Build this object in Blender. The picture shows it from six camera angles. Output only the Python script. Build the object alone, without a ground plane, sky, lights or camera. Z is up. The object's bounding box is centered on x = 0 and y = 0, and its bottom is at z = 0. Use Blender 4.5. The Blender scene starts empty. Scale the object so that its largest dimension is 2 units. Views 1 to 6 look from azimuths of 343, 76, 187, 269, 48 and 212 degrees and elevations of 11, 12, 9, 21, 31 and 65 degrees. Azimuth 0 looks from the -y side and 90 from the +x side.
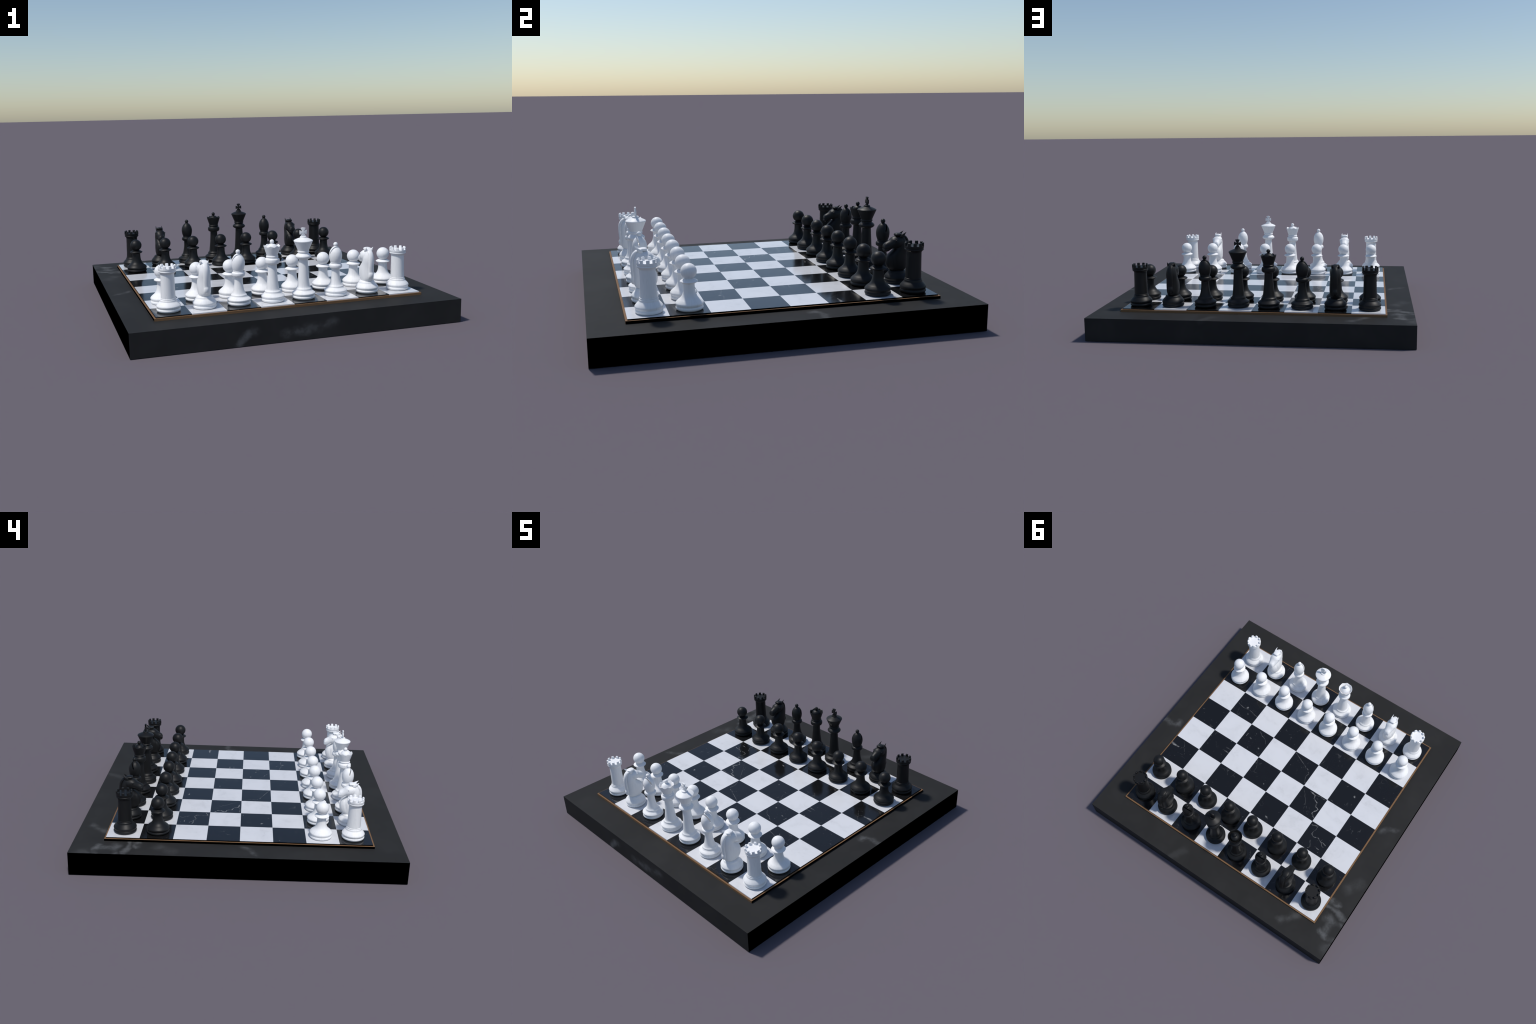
"""Marble chessboard with a full set of 32 turned chess pieces."""
import bpy, bmesh, math, random
from mathutils import Vector, Matrix

random.seed(7)
scene = bpy.context.scene
COLL = scene.collection

# ------------------------------------------------------------------ sizes
SLAB_HALF, SLAB_TOP = 1.0, 0.1428
FRAME_X, FRAME_Y, FRAME_TOP = 0.8325, 0.8175, 0.1572
BOARD_X, BOARD_Y, BOARD_TOP = 0.8215, 0.8075, 0.1636
PIECE_Z = 0.1631
SQ_X, SQ_Y = BOARD_X / 4, BOARD_Y / 4


# ================================================================ materials
class Nodes:
    """Tiny helper around a node tree."""

    def __init__(self, name):
        self.mat = bpy.data.materials.new(name)
        self.mat.use_nodes = True
        self.nt = self.mat.node_tree
        self.bsdf = self.nt.nodes["Principled BSDF"]

    def new(self, kind, **props):
        n = self.nt.nodes.new(kind)
        for k, v in props.items():
            setattr(n, k, v)
        return n

    def put(self, sock, val):
        if isinstance(val, bpy.types.NodeSocket):
            self.nt.links.new(val, sock)
        else:
            sock.default_value = val

    def math(self, op, a, b=0.0, c=0.0, clamp=False):
        n = self.new("ShaderNodeMath", operation=op, use_clamp=clamp)
        self.put(n.inputs[0], a)
        self.put(n.inputs[1], b)
        self.put(n.inputs[2], c)
        return n.outputs[0]

    def vmath(self, op, a, b=(0, 0, 0)):
        n = self.new("ShaderNodeVectorMath", operation=op)
        self.put(n.inputs[0], a)
        self.put(n.inputs[1], b)
        return n.outputs["Value"] if op in ("LENGTH", "DISTANCE") else n.outputs[0]

    def noise(self, vec, scale, detail=4.0, rough=0.55, dist=0.0):
        n = self.new("ShaderNodeTexNoise")
        self.put(n.inputs["Vector"], vec)
        n.inputs["Scale"].default_value = scale
        n.inputs["Detail"].default_value = detail
        n.inputs["Roughness"].default_value = rough
        n.inputs["Distortion"].default_value = dist
        return n

    def voronoi(self, vec, scale, feature="DISTANCE_TO_EDGE"):
        n = self.new("ShaderNodeTexVoronoi", feature=feature)
        self.put(n.inputs["Vector"], vec)
        n.inputs["Scale"].default_value = scale
        return n

    def ramp(self, val, lo, hi, a=0.0, b=1.0):
        n = self.new("ShaderNodeMapRange", interpolation_type="SMOOTHSTEP")
        self.put(n.inputs[0], val)
        for i, v in zip((1, 2, 3, 4), (lo, hi, a, b)):
            n.inputs[i].default_value = v
        return n.outputs[0]

    def mix(self, fac, a, b):
        n = self.new("ShaderNodeMix", data_type="RGBA")
        self.put(n.inputs["Factor"], fac)
        self.put(n.inputs["A"], a)
        self.put(n.inputs["B"], b)
        return n.outputs["Result"]

    def warp(self, vec, scale, amount):
        n = self.noise(vec, scale, 3.0)
        d = self.vmath("SUBTRACT", n.outputs["Color"], (0.5, 0.5, 0.5))
        s = self.new("ShaderNodeVectorMath", operation="SCALE")
        self.put(s.inputs[0], d)
        s.inputs["Scale"].default_value = amount
        return self.vmath("ADD", vec, s.outputs[0])

    def position(self):
        return self.new("ShaderNodeNewGeometry").outputs["Position"]

    def object_coords(self):
        return self.new("ShaderNodeTexCoord").outputs["Object"]

    def strokes(self, pos, lines):
        """soft-edged polylines: 1 on the line, 0 one half width away"""
        total = None
        for pts, width, strength in lines:
            near = None
            for a, b in zip(pts[:-1], pts[1:]):
                ab = Vector(b) - Vector(a)
                pa = self.vmath("SUBTRACT", pos, a)
                n = self.new("ShaderNodeVectorMath", operation="DOT_PRODUCT")
                self.put(n.inputs[0], pa)
                n.inputs[1].default_value = ab / ab.length_squared
                h = self.math("MULTIPLY", n.outputs["Value"], 1.0, clamp=True)
                sc = self.new("ShaderNodeVectorMath", operation="SCALE")
                sc.inputs[0].default_value = ab
                self.put(sc.inputs["Scale"], h)
                d = self.vmath("DISTANCE", pa, sc.outputs[0])
                near = d if near is None else self.math("MINIMUM", near, d)
            f = self.ramp(near, 0.0, width, strength, 0.0)
            total = f if total is None else self.math("MAXIMUM", total, f)
        return total

    def finish(self, color, rough, spec=0.5):
        self.put(self.bsdf.inputs["Base Color"], color)
        self.put(self.bsdf.inputs["Roughness"], rough)
        self.bsdf.inputs["Specular IOR Level"].default_value = spec
        return self.mat


def rgb(r, g, b):
    return (r, g, b, 1.0)


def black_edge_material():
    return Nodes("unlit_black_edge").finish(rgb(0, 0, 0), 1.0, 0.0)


def slab_material():
    m = Nodes("black_marble_slab")
    p = m.position()
    w = m.warp(p, 3.2, 0.22)
    cloud = m.ramp(m.noise(w, 4.0, 5).outputs["Fac"], 0.35, 0.80)
    base = m.mix(cloud, rgb(0.0238, 0.0238, 0.0237), rgb(0.0305, 0.0305, 0.0304))
    # blurred pale veins: points, half width, strength
    z = SLAB_TOP
    veins = [([(-0.849, 0.611, z), (-0.896, 0.615, z)], 0.040, 0.78),
             ([(-0.837, 0.663, z), (-0.919, 0.667, z), (-1.0, 0.679, z)], 0.026, 0.61),
             ([(-0.877, 0.741, z), (-0.925, 0.728, z), (-0.920, 0.778, z), (-0.916, 0.816, z)], 0.043, 0.49),
             ([(-0.940, 0.724, z), (-1.0, 0.729, z)], 0.031, 0.45),
             ([(-0.881, 0.840, z), (-0.939, 0.845, z), (-1.0, 0.851, z)], 0.031, 0.70),
             ([(-0.982, 0.920, z), (-0.995, 0.890, z)], 0.062, 0.29),
             ([(-0.620, 0.930, z), (-0.669, 0.858, z), (-0.700, 0.827, z)], 0.043, 0.33),
             ([(-0.890, 0.480, z), (-0.940, 0.400, z)], 0.062, 0.20),
             ([(-0.855, -0.020, z), (-0.905, -0.068, z), (-0.950, -0.085, z)], 0.034, 0.37),
             ([(0.889, 0.080, z), (0.887, 0.110, z), (0.911, 0.131, z), (0.953, 0.137, z), (1.0, 0.130, z)], 0.031, 0.49),
             ([(0.230, 0.900, z), (0.250, 0.960, z), (0.275, 0.990, z)], 0.046, 0.13),
             ([(-0.395, -1.0, 0.010), (-0.375, -1.0, 0.040), (-0.335, -1.0, 0.072)], 0.037, 0.61),
             ([(-0.330, -1.0, 0.075), (-0.300, -1.0, 0.080)], 0.040, 0.33),
             ([(-0.130, -1.0, 0.040), (-0.060, -1.0, 0.052), (0.010, -1.0, 0.056)], 0.043, 0.45),
             ([(-0.005, -1.0, 0.068), (0.080, -1.0, 0.070), (0.165, -1.0, 0.086)], 0.046, 0.34)]
    pw = m.warp(m.warp(p, 9.0, 0.060), 24.0, 0.030)
    fac = m.math("MULTIPLY", m.strokes(pw, veins), m.ramp(m.noise(p, 16.0, 3).outputs["Fac"], 0.32, 0.62, 0.20, 1.0))
    col = m.mix(fac, base, rgb(0.135, 0.139, 0.143))
    return m.finish(col, 0.62, 0.08)


def frame_material():
    m = Nodes("brown_frame")
    p = m.position()
    n = m.noise(p, 9.0, 4).outputs["Fac"]
    col = m.mix(n, rgb(0.180, 0.100, 0.050), rgb(0.210, 0.120, 0.061))
    return m.finish(col, 0.6, 0.15)


def white_square_material():
    m = Nodes("white_marble_square")
    p = m.vmath("ADD", m.position(), (3.1, 1.7, 0.0))
    w = m.warp(p, 4.0, 0.25)
    big = m.ramp(m.noise(m.vmath("MULTIPLY", w, (1.0, 1.6, 1.0)), 5.5, 6, 0.62).outputs["Fac"], 0.42, 0.75)
    w2 = m.warp(p, 8.0, 0.10)
    crease = m.math("ABSOLUTE", m.math("SUBTRACT", m.noise(w2, 8.0, 4).outputs["Fac"], 0.5))
    fine = m.math("MULTIPLY", m.ramp(crease, 0.0, 0.06, 1.0, 0.0), big)
    fac = m.math("ADD", m.math("MULTIPLY", big, 0.30), m.math("MULTIPLY", fine, 0.35), clamp=True)
    col = m.mix(fac, rgb(0.685, 0.692, 0.715), rgb(0.53, 0.535, 0.55))
    return m.finish(col, 0.13, 0.5)


def black_square_material():
    m = Nodes("black_marble_square")
    pos = m.position()
    z = BOARD_TOP
    # jagged hairline cracks: points, half width, strength
    cracks = [([(-0.009, -0.190), (-0.104, -0.147), (-0.154, -0.127), (-0.182, -0.101)], 0.0036, 0.42),
              ([(-0.182, -0.101), (-0.173, -0.068), (-0.200, -0.022)], 0.0036, 0.40),
              ([(-0.275, 0.010), (-0.317, 0.018), (-0.323, 0.047), (-0.360, 0.062), (-0.371, 0.095), (-0.396, 0.103),
                (-0.379, 0.138), (-0.376, 0.154), (-0.407, 0.176)], 0.0046, 0.90),
              ([(-0.317, 0.018), (-0.348, 0.008), (-0.397, 0.011)], 0.0040, 0.40),
              ([(-0.223, 0.023), (-0.280, 0.095), (-0.354, 0.184)], 0.0030, 0.25),
              ([(-0.425, 0.225), (-0.472, 0.210), (-0.466, 0.247), (-0.458, 0.285)], 0.0044, 0.55),
              ([(-0.458, 0.285), (-0.482, 0.296), (-0.513, 0.289), (-0.550, 0.299), (-0.590, 0.306)], 0.0044, 0.70),
              ([(-0.550, 0.299), (-0.568, 0.322), (-0.585, 0.324)], 0.0040, 0.55),
              ([(-0.478, 0.335), (-0.503, 0.373), (-0.492, 0.392)], 0.0042, 0.60),
              ([(-0.538, 0.356), (-0.569, 0.359)], 0.0045, 0.65),
              ([(0.604, -0.298), (0.552, -0.287), (0.489, -0.293), (0.413, -0.274)], 0.0034, 0.36),
              ([(0.324, -0.189), (0.290, -0.169), (0.256, -0.152), (0.218, -0.116)], 0.0036, 0.45),
              ([(0.449, 0.101), (0.417, 0.101)], 0.0060, 0.45),
              ([(0.454, 0.072), (0.414, 0.073)], 0.0050, 0.35),
              ([(0.744, 0.218), (0.682, 0.298)], 0.0034, 0.22),
              ([(0.820, 0.271), (0.788, 0.274)], 0.0120, 1.00),
              ([(0.788, 0.274), (0.755, 0.269)], 0.0070, 0.85),
              ([(-0.118, 0.366), (-0.112, 0.364)], 0.0085, 0.80),
              ([(-0.566, -0.135), (-0.560, -0.138)], 0.0090, 0.85),
              ([(0.249, -0.058), (0.254, -0.060)], 0.0090, 0.75),
              ([(0.345, -0.098), (0.354, -0.102)], 0.0090, 0.42),
              ([(0.387, -0.122), (0.386, -0.099)], 0.0060, 0.40),
              ([(0.524, -0.299), (0.521, -0.303)], 0.0085, 0.60),
              ([(0.489, -0.259), (0.484, -0.258)], 0.0075, 0.50),
              ([(0.050, 0.158), (0.047, 0.162)], 0.0070, 0.40),
              ([(0.457, 0.005), (0.453, 0.007)], 0.0060, 0.50)]
    cracks = [([(x, y, z) for x, y in pts], w, k) for pts, w, k in cracks]
    jag = m.warp(m.warp(pos, 30.0, 0.018), 80.0, 0.008)
    v = m.strokes(jag, cracks)
    gaps = m.ramp(m.noise(pos, 48.0, 3).outputs["Fac"], 0.34, 0.56, 0.25, 1.0)
    v = m.math("MULTIPLY", v, gaps)
    # everywhere: faint scattered flecks and short scratches
    p = m.vmath("ADD", pos, (1.3, 5.2, 0.0))
    edge = m.voronoi(m.warp(p, 20.0, 0.05), 17.0).outputs["Distance"]
    scratch = m.ramp(edge, 0.008, 0.035, 1.0, 0.0)
    where = m.ramp(m.noise(p, 11.0, 3, 0.6, 0.4).outputs["Fac"], 0.56, 0.70)
    scratch = m.math("MULTIPLY", scratch, m.math("MULTIPLY", where, 0.16))
    fleck = m.math("MULTIPLY", m.ramp(m.noise(p, 58.0, 2).outputs["Fac"], 0.70, 0.78), 0.22)
    v = m.math("MAXIMUM", v, m.math("ADD", scratch, fleck, clamp=True))
    col = m.mix(m.math("MULTIPLY", v, 0.62), rgb(0.0082, 0.0084, 0.0090), rgb(0.46, 0.46, 0.45))
    return m.finish(col, 0.13, 0.5)


def streaks(m, count):
    """thin vertical lines round the turning axis, as a 0..1 value"""
    sep = m.new("ShaderNodeSeparateXYZ")
    m.put(sep.inputs[0], m.object_coords())
    ang = m.math("ARCTAN2", sep.outputs[1], sep.outputs[0])
    comb = m.new("ShaderNodeCombineXYZ")
    m.put(comb.inputs[0], m.math("COSINE", ang))
    m.put(comb.inputs[1], m.math("SINE", ang))
    m.put(comb.inputs[2], m.math("MULTIPLY", sep.outputs[2], 1.2))
    return m.noise(comb.outputs[0], count, 2, 0.6).outputs["Fac"]


def white_piece_material():
    m = Nodes("white_piece")
    line = m.ramp(streaks(m, 14.0), 0.52, 0.70)
    crease = m.math("ABSOLUTE", m.math("SUBTRACT", streaks(m, 3.4), 0.5))
    seam = m.ramp(crease, 0.0, 0.016, 1.0, 0.0)
    cloud = m.noise(m.object_coords(), 30.0, 4).outputs["Fac"]
    fac = m.math("ADD", m.math("MULTIPLY", line, 0.30), m.math("MULTIPLY", cloud, 0.18), clamp=True)
    fac = m.math("ADD", fac, m.math("MULTIPLY", seam, 0.40), clamp=True)
    col = m.mix(fac, rgb(0.870, 0.872, 0.878), rgb(0.70, 0.705, 0.715))
    return m.finish(col, 0.45, 0.25)


def black_piece_material():
    m = Nodes("black_piece")
    line = m.ramp(streaks(m, 14.0), 0.45, 0.75)
    col = m.mix(line, rgb(0.0070, 0.0073, 0.0078), rgb(0.0095, 0.0098, 0.0102))
    return m.finish(col, 0.48, 0.28)


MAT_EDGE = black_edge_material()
MAT_SLAB = slab_material()
MAT_FRAME = frame_material()
MAT_LIGHT = white_square_material()
MAT_DARK = black_square_material()
MAT_WHITE = white_piece_material()
MAT_BLACK = black_piece_material()


# ================================================================ mesh tools
def mesh_from(name, verts, faces, smooth_angle=38.0):
    me = bpy.data.meshes.new(name)
    me.from_pydata([tuple(v) for v in verts], [], faces)
    me.validate()
    me.update()
    bm = bmesh.new()
    bm.from_mesh(me)
    bmesh.ops.remove_doubles(bm, verts=bm.verts, dist=1e-6)
    bmesh.ops.recalc_face_normals(bm, faces=bm.faces)
    bm.to_mesh(me)
    bm.free()
    shade(me, smooth_angle)
    return me


def shade(me, angle):
    if angle is None:
        return
    for p in me.polygons:
        p.use_smooth = True
    me.set_sharp_from_angle(angle=math.radians(angle))


def object_of(name, me, parent=None, mats=(), loc=(0, 0, 0)):
    ob = bpy.data.objects.new(name, me)
    COLL.objects.link(ob)
    ob.parent = parent
    ob.location = loc
    if mats and not me.materials:
        for mt in mats:
            me.materials.append(mt)
    return ob


def box_mesh(name, hx, hy, z0, z1, bevel=0.0):
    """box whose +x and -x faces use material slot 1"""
    bm = bmesh.new()
    bmesh.ops.create_cube(bm, size=1.0)
    for v in bm.verts:
        v.co = Vector((v.co.x * 2 * hx, v.co.y * 2 * hy, z0 if v.co.z < 0 else z1))
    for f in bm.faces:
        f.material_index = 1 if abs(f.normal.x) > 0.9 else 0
    if bevel:
        bmesh.ops.bevel(bm, geom=list(bm.edges), offset=bevel, segments=2, profile=0.5, affect="EDGES")
    me = bpy.data.meshes.new(name)
    bm.to_mesh(me)
    bm.free()
    return me


def smooth_profile(pts, corner=42.0, steps=4):
    """Catmull-Rom through the profile points, kept sharp at real corners."""
    P = [Vector(p) for p in pts]
    n = len(P)
    sharp = [True] * n
    for i in range(1, n - 1):
        a, b = P[i] - P[i - 1], P[i + 1] - P[i]
        sharp[i] = a.angle(b) > math.radians(corner)
    out = [P[0]]
    for i in range(n - 1):
        p1, p2 = P[i], P[i + 1]
        h = (p2 - p1).length
        t1 = (p2 - p1)
        t2 = (p2 - p1)
        if not sharp[i]:
            t1 = (p2 - P[i - 1]).normalized() * h
        if not sharp[i + 1]:
            t2 = (P[i + 2] - p1).normalized() * h
        k = 1 if (sharp[i] and sharp[i + 1]) else steps
        for s in range(1, k + 1):
            u = s / k
            out.append((2 * u**3 - 3 * u**2 + 1) * p1 + (u**3 - 2 * u**2 + u) * t1
                       + (-2 * u**3 + 3 * u**2) * p2 + (u**3 - u**2) * t2)
    return out


def lathe(name, pts, segments=56, lift=None, corner=42.0, smooth_angle=38.0):
    """Turn a profile of (radius, height) about z. lift(r, z, angle) may raise points."""
    prof = smooth_profile(pts, corner)
    verts, faces = [], []
    for i, p in enumerate(prof):
        for s in range(segments):
            a = 2 * math.pi * s / segments
            r = max(p.x, 0.0)
            z = p.y + (lift(p.x, p.y, a) if lift else 0.0)
            verts.append((r * math.cos(a), r * math.sin(a), z))
    for i in range(len(prof) - 1):
        for s in range(segments):
            t = (s + 1) % segments
            faces.append((i * segments + s, i * segments + t, (i + 1) * segments + t, (i + 1) * segments + s))
    return mesh_from(name, verts, faces, smooth_angle)


def ball(name, centre, radii, u=32, v=20):
    bm = bmesh.new()
    bmesh.ops.create_uvsphere(bm, u_segments=u, v_segments=v, radius=1.0)
    for w in bm.verts:
        w.co = Vector((w.co.x * radii[0], w.co.y * radii[1], w.co.z * radii[2])) + Vector(centre)
    me = bpy.data.meshes.new(name)
    bm.to_mesh(me)
    bm.free()
    shade(me, 60)
    return me


def loft(sections, n=36):
    """Skin a list of closed rings (each a list of n points) with end caps."""
    verts, faces = [], []
    for ring in sections:
        verts += ring
    m = len(sections)
    for i in range(m - 1):
        for s in range(n):
            t = (s + 1) % n
            faces.append((i * n + s, i * n + t, (i + 1) * n + t, (i + 1) * n + s))
    faces.append(tuple(range(n - 1, -1, -1)))
    faces.append(tuple((m - 1) * n + s for s in range(n)))
    return verts, faces


def superellipse(t, e):
    c, s = math.cos(t), math.sin(t)
    return (math.copysign(abs(c) ** (2 / e), c), math.copysign(abs(s) ** (2 / e), s))


def interpolate_rows(rows, steps=4):
    """Catmull-Rom densify rows of numbers."""
    out = []
    for i in range(len(rows) - 1):
        p0 = rows[max(i - 1, 0)]
        p1, p2 = rows[i], rows[i + 1]
        p3 = rows[min(i + 2, len(rows) - 1)]
        for s in range(steps):
            u = s / steps
            out.append([0.5 * (2 * b + (c - a) * u + (2 * a - 5 * b + 4 * c - d) * u * u
                               + (3 * b - a - 3 * c + d) * u**3) for a, b, c, d in zip(p0, p1, p2, p3)])
    out.append(list(rows[-1]))
    return out


def apply_modifiers(me, setup):
    ob = bpy.data.objects.new("helper", me)
    COLL.objects.link(ob)
    extra = setup(ob) or []
    dg = bpy.context.evaluated_depsgraph_get()
    dg.update()
    res = bpy.data.meshes.new_from_object(ob.evaluated_get(dg))
    for o in [ob] + extra:
        bpy.data.objects.remove(o, do_unlink=True)
    return res


# ================================================================ turned profiles
FOOT = [(0, 0), (0.0560, 0), (0.0612, 0.0016), (0.0668, 0.0055), (0.0697, 0.0112), (0.0690, 0.0165),
        (0.0668, 0.0198), (0.0664, 0.0222), (0.0678, 0.0254), (0.0694, 0.0295), (0.0700, 0.0338)]

PAWN = {
    "base": FOOT + [(0.0692, 0.0375), (0.0640, 0.0440), (0.0565, 0.0512)],
    "stem": [(0.0565, 0.0512), (0.0480, 0.0580), (0.0395, 0.0672), (0.0342, 0.0775), (0.0309, 0.0890),
             (0.0288, 0.1040), (0.0281, 0.1200), (0.0280, 0.1330)],
    "collar": [(0.0280, 0.1330), (0.0370, 0.1368), (0.0436, 0.1418), (0.0448, 0.1442), (0.0425, 0.1468),
               (0.0350, 0.1512), (0.0270, 0.1550), (0.0190, 0.1585)],
}
ROOK = {
    "base": FOOT + [(0.0690, 0.0375), (0.0612, 0.0475), (0.0525, 0.0562), (0.0490, 0.0605), (0.0482, 0.0645),
                    (0.0470, 0.0685), (0.0440, 0.0725)],
    "ring": [(0.0440, 0.0725), (0.0447, 0.0745), (0.0447, 0.0772), (0.0424, 0.0790)],
    "shaft": [(0.0424, 0.0790), (0.0412, 0.1200), (0.0402, 0.1700), (0.0397, 0.2150)],
    "crown": [(0.0397, 0.2150), (0.0408, 0.2200), (0.0445, 0.2255), (0.0490, 0.2300), (0.0503, 0.2330),
              (0.0503, 0.2358), (0.0488, 0.2380), (0.0500, 0.2410), (0.0509, 0.2450), (0.0512, 0.2530), (0, 0.2530)],
}
BISHOP = {
    "base": FOOT + [(0.0688, 0.0368), (0.0600, 0.0432), (0.0520, 0.0482), (0.0478, 0.0525)],
    "stem": [(0.0478, 0.0525), (0.0470, 0.0560), (0.0466, 0.0600), (0.0440, 0.0630), (0.0400, 0.0672), (0.0357, 0.0760),
             (0.0318, 0.0890), (0.0286, 0.1045), (0.0258, 0.1240), (0.0247, 0.1400), (0.0244, 0.1660)],
    "collar": [(0.0244, 0.1660), (0.0325, 0.1690), (0.0375, 0.1732), (0.0396, 0.1785), (0.0396, 0.1865),
               (0.0385, 0.1905), (0.0350, 0.1942), (0.0304, 0.1968), (0.0298, 0.1990)],
    "mitre": [(0.0298, 0.1990), (0.0312, 0.2008), (0.0313, 0.2042), (0.0305, 0.2062), (0.0320, 0.2082), (0.0356, 0.2190),
              (0.0382, 0.2320), (0.0392, 0.2460), (0.0383, 0.2580), (0.0355, 0.2705), (0.0308, 0.2808),
              (0.0245, 0.2905), (0.0172, 0.2978), (0.0112, 0.3015), (0.0098, 0.3040), (0, 0.3045)],
}
QUEEN = {
    "base": FOOT + [(0.0692, 0.0372), (0.0602, 0.0442), (0.0525, 0.0505), (0.0490, 0.0552)],
    "stem": [(0.0490, 0.0552), (0.0480, 0.0595), (0.0474, 0.0638), (0.0446, 0.0668), (0.0405, 0.0712), (0.0378, 0.0790),
             (0.0342, 0.1085), (0.0305, 0.1440), (0.0273, 0.1900), (0.0260, 0.2240)],
    "collar": [(0.0260, 0.2240), (0.0355, 0.2275), (0.0412, 0.2325), (0.0436, 0.2395), (0.0436, 0.2530),
               (0.0412, 0.2582), (0.0350, 0.2630), (0.0332, 0.2656)],
    "crown": [(0.0332, 0.2656), (0.0350, 0.2682), (0.0367, 0.2702), (0.0367, 0.2735), (0.0340, 0.2762), (0.0338, 0.2810),
              (0.0370, 0.2915), (0.0412, 0.3040), (0.0441, 0.3140), (0.0478, 0.3250), (0.0494, 0.3300), (0.0484, 0.3318),
              (0.0455, 0.3300), (0.0405, 0.3240), (0.0375, 0.3160), (0.0335, 0.3150)],
    "dome": [(0.0335, 0.3150), (0.0332, 0.3220), (0.0308, 0.3305), (0.0255, 0.3385), (0.0175, 0.3445), (0.0102, 0.3475),
             (0, 0.3490)],
}
KING = {
    "base": FOOT + [(0.0690, 0.0370), (0.0605, 0.0435), (0.0520, 0.0492), (0.0482, 0.0535)],
    "stem": [(0.0482, 0.0535), (0.0472, 0.0575), (0.0466, 0.0618), (0.0440, 0.0650), (0.0402, 0.0700), (0.0372, 0.0790),
             (0.0338, 0.1105), (0.0312, 0.1515), (0.0281, 0.2090), (0.0268, 0.2400)],
    "collar": [(0.0268, 0.2400), (0.0360, 0.2438), (0.0438, 0.2492), (0.0475, 0.2560), (0.0470, 0.2615),
               (0.0425, 0.2672), (0.0355, 0.2735), (0.0320, 0.2768), (0.0316, 0.2795)],
    "crown": [(0.0316, 0.2795), (0.0335, 0.2825), (0.0357, 0.2848), (0.0357, 0.2885), (0.0336, 0.2912), (0.0345, 0.2960),
              (0.0450, 0.3212), (0.0552, 0.3452), (0.0574, 0.3498), (0.0568, 0.3532), (0.0520, 0.3565), (0.0400, 0.3622),
              (0.0262, 0.3675), (0.0200, 0.3700), (0.0192, 0.3722), (0.0190, 0.3762), (0.0172, 0.3782), (0, 0.3785)],
}
PEDESTAL = FOOT + [(0.0692, 0.0372), (0.0650, 0.0440), (0.0590, 0.0512), (0.0530, 0.0570), (0.0492, 0.0620),
                   (0.0478, 0.0665), (0.0440, 0.0710), (0.0350, 0.0740), (0, 0.0755)]


# ================================================================ special parts
def scallops(r, z, a):
    """eight pointed waves along the queen's rim"""
    k = max(0.0, min(1.0, (z - 0.322) / 0.009)) if r > 0.042 else 0.0
    return k * (0.0075 * (1.0 - abs(math.sin(4 * (a - math.radians(18)))) ** 1.3) + 0.0008)


def cut_mitre(me):
    """saw the slanted slot into the bishop's hat, right through along x"""
    def setup(ob):
        bm = bmesh.new()
        bmesh.ops.create_cube(bm, size=1.0)
        width, depth = 0.0074, 0.090
        tilt = math.radians(17)
        for v in bm.verts:
            v.co = Vector((v.co.x * 0.2, v.co.y * width, (v.co.z + 0.5) * depth))
            v.co = Matrix.Rotation(tilt, 4, "X") @ v.co
            v.co += Vector((0, -0.0030, 0.2575))
        cm = bpy.data.meshes.new("cutter")
        bm.to_mesh(cm)
        bm.free()
        co = bpy.data.objects.new("cutter", cm)
        COLL.objects.link(co)
        mod = ob.modifiers.new("slot", "BOOLEAN")
        mod.operation, mod.solver, mod.object = "DIFFERENCE", "EXACT", co
        return [co]
    bm = bmesh.new()
    bm.from_mesh(me)
    loops = [e for e in bm.edges if e.is_boundary]
    if loops:
        bmesh.ops.contextual_create(bm, geom=loops)
    bmesh.ops.recalc_face_normals(bm, faces=bm.faces)
    bm.to_mesh(me)
    bm.free()
    res = apply_modifiers(me, setup)
    shade(res, 36)
    return res


def merlon_mesh():
    r0, r1, z0, z1, half = 0.0405, 0.0510, 0.2522, 0.2700, math.radians(10.8)
    verts, faces, n = [], [], 5
    for i in range(n):
        a = -half + 2 * half * i / (n - 1)
        for r, z in ((r0, z0), (r1, z0), (r1, z1), (r0, z1)):
            verts.append((r * math.cos(a), r * math.sin(a), z))
    for i in range(n - 1):
        for k in range(4):
            l = (k + 1) % 4
            faces.append((i * 4 + k, i * 4 + l, (i + 1) * 4 + l, (i + 1) * 4 + k))
    faces += [(0, 1, 2, 3), tuple((n - 1) * 4 + k for k in (3, 2, 1, 0))]
    me = mesh_from("merlon", verts, faces, None)
    bm = bmesh.new()
    bm.from_mesh(me)
    top = [e for e in bm.edges if len(e.link_faces) == 2 and e.calc_face_angle(0) > 0.6
           and max(v.co.z for v in e.verts) > 0.26]
    bmesh.ops.bevel(bm, geom=top, offset=0.0040, segments=4, profile=0.5, affect="EDGES")
    bm.to_mesh(me)
    bm.free()
    shade(me, 40)
    return me


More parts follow.
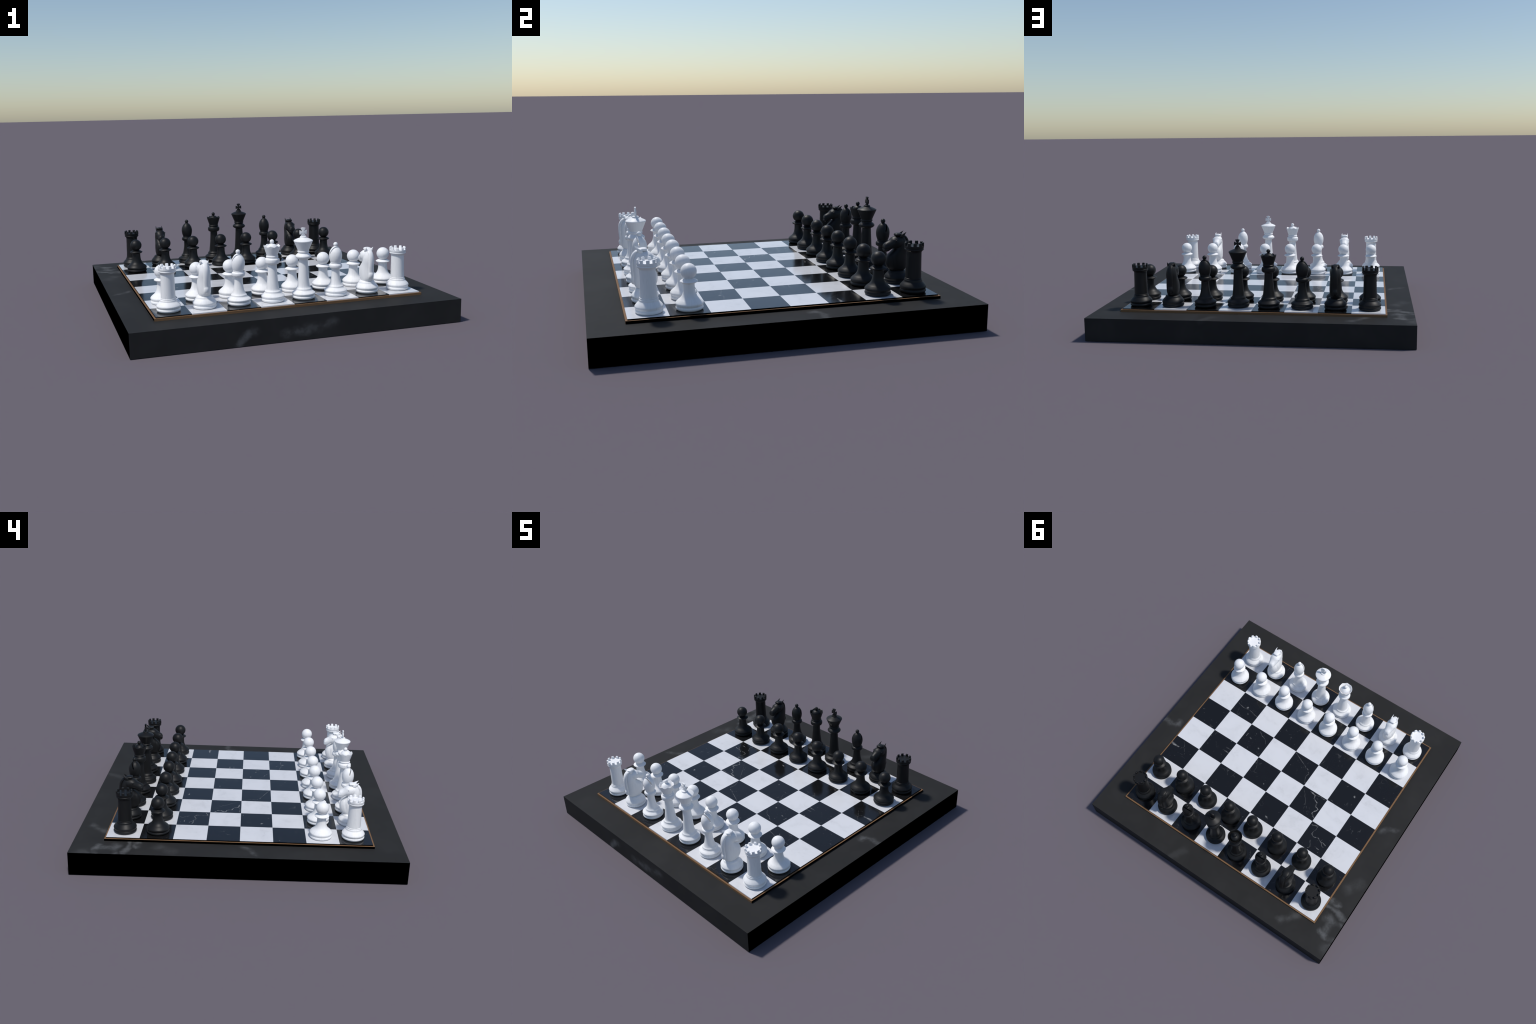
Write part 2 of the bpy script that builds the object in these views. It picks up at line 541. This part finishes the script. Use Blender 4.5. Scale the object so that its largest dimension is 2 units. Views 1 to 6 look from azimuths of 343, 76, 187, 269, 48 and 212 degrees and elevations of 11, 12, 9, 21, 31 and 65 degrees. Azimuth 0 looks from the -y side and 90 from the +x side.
def cross_mesh():
    """flared cross, flat in x-z"""
    cz = 0.4022
    s = 0.0046
    outline = [(s, cz + s), (0.0212, cz + 0.0132), (0.0220, cz), (0.0212, cz - 0.0132), (s, cz - s),
               (0.0155, cz - 0.0225), (0.0130, cz - 0.0265), (-0.0130, cz - 0.0265), (-0.0155, cz - 0.0225), (-s, cz - s),
               (-0.0212, cz - 0.0132), (-0.0220, cz), (-0.0212, cz + 0.0132), (-s, cz + s),
               (-0.0145, cz + 0.0262), (0.0, cz + 0.0284), (0.0145, cz + 0.0262)]
    t = 0.0046
    n = len(outline)
    verts = [(x, -t, z) for x, z in outline] + [(x, t, z) for x, z in outline]
    faces = [tuple(range(n)), tuple(range(2 * n - 1, n - 1, -1))]
    faces += [(i, i + n, (i + 1) % n + n, (i + 1) % n) for i in range(n)]
    me = mesh_from("cross", verts, faces, None)
    bm = bmesh.new()
    bm.from_mesh(me)
    bmesh.ops.bevel(bm, geom=[e for e in bm.edges if e.calc_face_angle(0) > 0.5], offset=0.0009, segments=2,
                    profile=0.5, affect="EDGES")
    bm.to_mesh(me)
    bm.free()
    shade(me, 40)
    return me


def horse_bust_mesh():
    """neck and head as one smooth surface; forward is +y"""
    n = 40
    ts = [2 * math.pi * i / n for i in range(n)]
    # z, front, back, half width
    neck = [(0.0660, 0.026, -0.026, 0.0190), (0.0720, 0.041, -0.038, 0.0280), (0.0800, 0.0512, -0.0460, 0.0328),
            (0.0900, 0.0602, -0.0515, 0.0356), (0.1020, 0.0656, -0.0535, 0.0372), (0.1200, 0.0688, -0.0535, 0.0384),
            (0.1400, 0.0674, -0.0535, 0.0382), (0.1580, 0.0590, -0.0538, 0.0368), (0.1700, 0.0460, -0.0542, 0.0354),
            (0.1840, 0.0300, -0.0546, 0.0344), (0.1980, 0.0165, -0.0546, 0.0338), (0.2120, 0.0120, -0.0536, 0.0333),
            (0.2260, 0.0120, -0.0512, 0.0320), (0.2400, 0.0110, -0.0470, 0.0292), (0.2520, 0.0050, -0.0410, 0.0255),
            (0.2620, -0.0020, -0.0345, 0.0205), (0.2670, -0.0100, -0.0290, 0.0130)]
    rings = []
    for z, fr, bk, w in interpolate_rows(neck, 3):
        c, a = (fr + bk) / 2, (fr - bk) / 2
        ring = []
        for t in ts:
            cx, sy = superellipse(t, 2.35)
            ring.append((w * cx, c + a * sy, z))
        rings.append(ring)
    v1, f1 = loft(rings, n)
    # forward, top, bottom, half width
    head = [(-0.0320, 0.2560, 0.2120, 0.0200), (-0.0260, 0.2610, 0.2060, 0.0270), (-0.0150, 0.2645, 0.1995, 0.0330),
            (0.0000, 0.2660, 0.1962, 0.0366), (0.0120, 0.2658, 0.1955, 0.0374), (0.0240, 0.2630, 0.1958, 0.0360),
            (0.0360, 0.2572, 0.1945, 0.0328), (0.0480, 0.2458, 0.1882, 0.0288), (0.0580, 0.2388, 0.1818, 0.0260),
            (0.0680, 0.2335, 0.1795, 0.0244), (0.0755, 0.2292, 0.1806, 0.0230), (0.0812, 0.2225, 0.1838, 0.0208),
            (0.0848, 0.2120, 0.1880, 0.0165)]
    rings = []
    for f, top, bot, w in interpolate_rows(head, 3):
        c, a = (top + bot) / 2, (top - bot) / 2
        ring = []
        for t in ts:
            cx, sz = superellipse(t, 2.3 + 6.0 * max(0.0, f - 0.05))
            # cheeks are widest a little below the middle, crest narrower
            k = 1.0 - 0.16 * max(0.0, sz) ** 2
            ring.append((w * k * cx, f, c + a * sz))
        rings.append(ring)
    v2, f2 = loft(rings, n)
    off = len(v1)
    me = mesh_from("horse_bust", v1 + v2, f1 + [tuple(i + off for i in f) for f in f2], None)

    def setup(ob):
        r = ob.modifiers.new("union", "REMESH")
        r.mode, r.voxel_size = "VOXEL", 0.0017
        s = ob.modifiers.new("soften", "SMOOTH")
        s.factor, s.iterations = 0.5, 9
    res = apply_modifiers(me, setup)
    for v in res.vertices:
        co = v.co
        # mouth line and nostril dents on the muzzle
        if co.y > 0.055:
            d = (co.z - (0.1975 - 0.10 * (co.y - 0.083)))
            side = 0.0016 * math.exp(-(d / 0.0022) ** 2) * min(1.0, (co.y - 0.055) / 0.012)
            co.x -= math.copysign(side, co.x) if abs(co.x) > 0.004 else 0.0
            co.y -= side * 1.2
            q = ((co.y - 0.0755) / 0.0035) ** 2 + ((co.z - 0.2150) / 0.0035) ** 2
            co.x -= math.copysign(0.0018 * math.exp(-q), co.x)
        # brow ridge over the eye, hollow under it
        q = ((co.y - 0.030) / 0.012) ** 2 + ((co.z - 0.2475) / 0.005) ** 2
        if abs(co.x) > 0.012:
            co.x += math.copysign(0.0020 * math.exp(-q), co.x)
        # shoulder fold running down the flank
        q = (co.y - (0.026 + 0.10 * math.sin((co.z - 0.08) * 16) * 0.12))
        if 0.09 < co.z < 0.19 and abs(co.x) > 0.018:
            fade = math.sin((co.z - 0.09) / 0.10 * math.pi)
            co.x -= math.copysign(0.0024 * fade * math.exp(-(q / 0.007) ** 2), co.x)
    shade(res, 70)
    return res


def mane_mesh():
    """swept ridge down the back of the neck ending in a small curl"""
    # forward, z, half width, half thickness
    path = [(-0.0200, 0.2660, 0.0120, 0.0060), (-0.0330, 0.2625, 0.0150, 0.0088), (-0.0440, 0.2520, 0.0160, 0.0104),
            (-0.0515, 0.2385, 0.0162, 0.0108), (-0.0557, 0.2220, 0.0162, 0.0108), (-0.0577, 0.2000, 0.0160, 0.0104),
            (-0.0574, 0.1750, 0.0156, 0.0100), (-0.0560, 0.1500, 0.0150, 0.0096), (-0.0552, 0.1340, 0.0148, 0.0100),
            (-0.0570, 0.1215, 0.0154, 0.0122), (-0.0565, 0.1100, 0.0154, 0.0122), (-0.0530, 0.1005, 0.0132, 0.0100),
            (-0.0500, 0.0945, 0.0080, 0.0050)]
    rows = interpolate_rows(path, 4)
    n = 24
    rings = []
    for i, (f, z, w, t) in enumerate(rows):
        a = rows[max(i - 1, 0)]
        b = rows[min(i + 1, len(rows) - 1)]
        d = Vector((0, b[0] - a[0], b[1] - a[1])).normalized()
        out = Vector((0, d.z, -d.y))
        ring = []
        for s in range(n):
            u = 2 * math.pi * s / n
            cx, sy = superellipse(u, 2.0)
            ring.append(tuple(Vector((w * cx, f, z)) + out * (t * sy)))
        rings.append(ring)
    v, f = loft(rings, n)
    return mesh_from("mane", v, f, 70)


def forelock_mesh():
    # forward, centre z, half width, half height
    path = [(0.0195, 0.2720, 0.0080, 0.0025), (0.0182, 0.2722, 0.0150, 0.0062), (0.0130, 0.2725, 0.0200, 0.0085),
            (0.0020, 0.2730, 0.0218, 0.0090), (-0.0110, 0.2725, 0.0220, 0.0088), (-0.0230, 0.2690, 0.0205, 0.0085),
            (-0.0340, 0.2630, 0.0170, 0.0075), (-0.0420, 0.2570, 0.0100, 0.0040)]
    n = 28
    rings = []
    for f, z, w, h in interpolate_rows(path, 4):
        rings.append([(w * superellipse(2 * math.pi * s / n, 2.4)[0], f, z + h * superellipse(2 * math.pi * s / n, 2.4)[1])
                      for s in range(n)])
    v, fc = loft(rings, n)
    return mesh_from("forelock", v, fc, 60)


def ear_mesh(side):
    """pointed curved leaf standing at the side of the forelock"""
    # forward, z, sideways, half length, half thickness
    path = [(-0.0050, 0.2570, 0.0195, 0.0040, 0.0025), (-0.0090, 0.2605, 0.0212, 0.0085, 0.0038),
            (-0.0160, 0.2660, 0.0222, 0.0100, 0.0042), (-0.0240, 0.2730, 0.0222, 0.0078, 0.0036),
            (-0.0315, 0.2800, 0.0214, 0.0046, 0.0026), (-0.0375, 0.2850, 0.0208, 0.0022, 0.0015),
            (-0.0415, 0.2885, 0.0205, 0.0005, 0.0005)]
    rows = interpolate_rows(path, 3)
    n = 14
    rings = []
    for i, (f, z, x, l, t) in enumerate(rows):
        a, b = rows[max(i - 1, 0)], rows[min(i + 1, len(rows) - 1)]
        d = Vector((0, b[0] - a[0], b[1] - a[1])).normalized()
        out = Vector((0, d.z, -d.y))
        ring = []
        for s in range(n):
            u = 2 * math.pi * s / n
            ring.append(tuple(Vector((side * (x + t * math.cos(u)), f, z)) + out * (l * math.sin(u))))
        rings.append(ring)
    v, fc = loft(rings, n)
    return mesh_from("ear", v, fc, 55)


# ================================================================ piece kits
def turned_kit(profiles, lifts=None):
    kit = [(part, lathe(part, pts, lift=(lifts or {}).get(part))) for part, pts in profiles.items()]
    return kit


def build_kits():
    kits = {}
    kits["pawn"] = turned_kit(PAWN) + [("head", ball("head", (0, 0, 0.1930), (0.0402,) * 3, 40, 28))]
    kits["rook"] = turned_kit(ROOK)
    bishop = turned_kit(BISHOP)
    bishop = [(p, cut_mitre(me) if p == "mitre" else me) for p, me in bishop]
    kits["bishop"] = bishop + [("finial", ball("finial", (0, 0, 0.3145), (0.0135,) * 3))]
    kits["queen"] = turned_kit(QUEEN, {"crown": scallops}) + [("finial", ball("finial", (0, 0, 0.3598), (0.0127,) * 3))]
    kits["king"] = turned_kit(KING) + [("cross", cross_mesh())]
    kits["knight"] = [("pedestal", lathe("pedestal", PEDESTAL)), ("horse_bust", horse_bust_mesh()),
                      ("mane", mane_mesh()), ("forelock", forelock_mesh()),
                      ("ear", ear_mesh(1)), ("ear", ear_mesh(-1)),
                      ("eye", ball("eye", (0.0342, 0.0225, 0.2420), (0.0040, 0.0052, 0.0048), 14, 10)),
                      ("eye", ball("eye", (-0.0342, 0.0225, 0.2420), (0.0040, 0.0052, 0.0048), 14, 10))]
    return kits


KITS = build_kits()
MERLON = merlon_mesh()
LABELS = {
    "pawn": "{c} turned chess pawn with round head and thin collar",
    "rook": "{c} chess rook, round tower with nine merlons",
    "knight": "{c} chess knight, horse bust on turned pedestal",
    "bishop": "{c} chess bishop with slotted mitre and ball finial",
    "queen": "{c} chess queen with scalloped crown and ball finial",
    "king": "{c} chess king with flared cup and small cross",
}
COLOURED = {}


def coloured(me, mat):
    key = (me.name, mat.name)
    if key not in COLOURED:
        c = me.copy()
        c.materials.clear()
        c.materials.append(mat)
        for p in c.polygons:
            p.material_index = 0
        COLOURED[key] = c
    return COLOURED[key]


def place_piece(kind, white, x, y):
    root = bpy.data.objects.new(kind, None)
    COLL.objects.link(root)
    root.empty_display_size = 0.05
    root.location = (x, y, PIECE_Z)
    root.rotation_euler = (0, 0, 0 if white else math.pi)
    root["label"] = LABELS[kind].format(c="glossy white" if white else "satin black")
    root["category"] = "chess piece"
    mat = MAT_WHITE if white else MAT_BLACK
    crown = None
    for part, me in KITS[kind]:
        ob = bpy.data.objects.new(part, coloured(me, mat))
        COLL.objects.link(ob)
        ob.parent = root
        if part == "crown":
            crown = ob
    if kind == "rook":
        for i in range(9):
            ob = bpy.data.objects.new("merlon", coloured(MERLON, mat))
            COLL.objects.link(ob)
            ob.parent = crown
            ob.rotation_euler = (0, 0, 2 * math.pi * i / 9)


# ================================================================ chessboard
board = bpy.data.objects.new("chessboard", None)
COLL.objects.link(board)
board["label"] = "square black marble chessboard with brown frame and glossy squares"
board["category"] = "chessboard"
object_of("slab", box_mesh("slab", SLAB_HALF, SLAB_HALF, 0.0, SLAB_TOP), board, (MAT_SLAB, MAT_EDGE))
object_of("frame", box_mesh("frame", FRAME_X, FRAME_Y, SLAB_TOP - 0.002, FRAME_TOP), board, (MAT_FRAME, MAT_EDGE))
tile_light = box_mesh("light_square", SQ_X / 2, SQ_Y / 2, FRAME_TOP - 0.001, BOARD_TOP)
tile_dark = tile_light.copy()
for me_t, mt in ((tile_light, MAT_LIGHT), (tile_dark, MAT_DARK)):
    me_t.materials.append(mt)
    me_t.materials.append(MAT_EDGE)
for i in range(8):
    for j in range(8):
        dark = (i + j) % 2 == 0
        object_of("dark_square" if dark else "light_square", tile_dark if dark else tile_light, board,
                  loc=((i - 3.5) * SQ_X, (j - 3.5) * SQ_Y, 0))

# ================================================================ set out the men
ORDER = ["rook", "knight", "bishop", "queen", "king", "bishop", "knight", "rook"]
FILES = [-0.7268, -0.5148, -0.3067, -0.0965, 0.1006, 0.3100, 0.5203, 0.7302]
for i, kind in enumerate(ORDER):
    place_piece(kind, True, FILES[i], -0.6955)
    place_piece(kind, False, FILES[i], 0.6883 if kind == "king" else 0.7057)
    place_piece("pawn", True, FILES[i], -0.4955)
    place_piece("pawn", False, FILES[i], 0.5045)

for kit in KITS.values():
    for _, me in kit:
        if me.users == 0:
            bpy.data.meshes.remove(me)
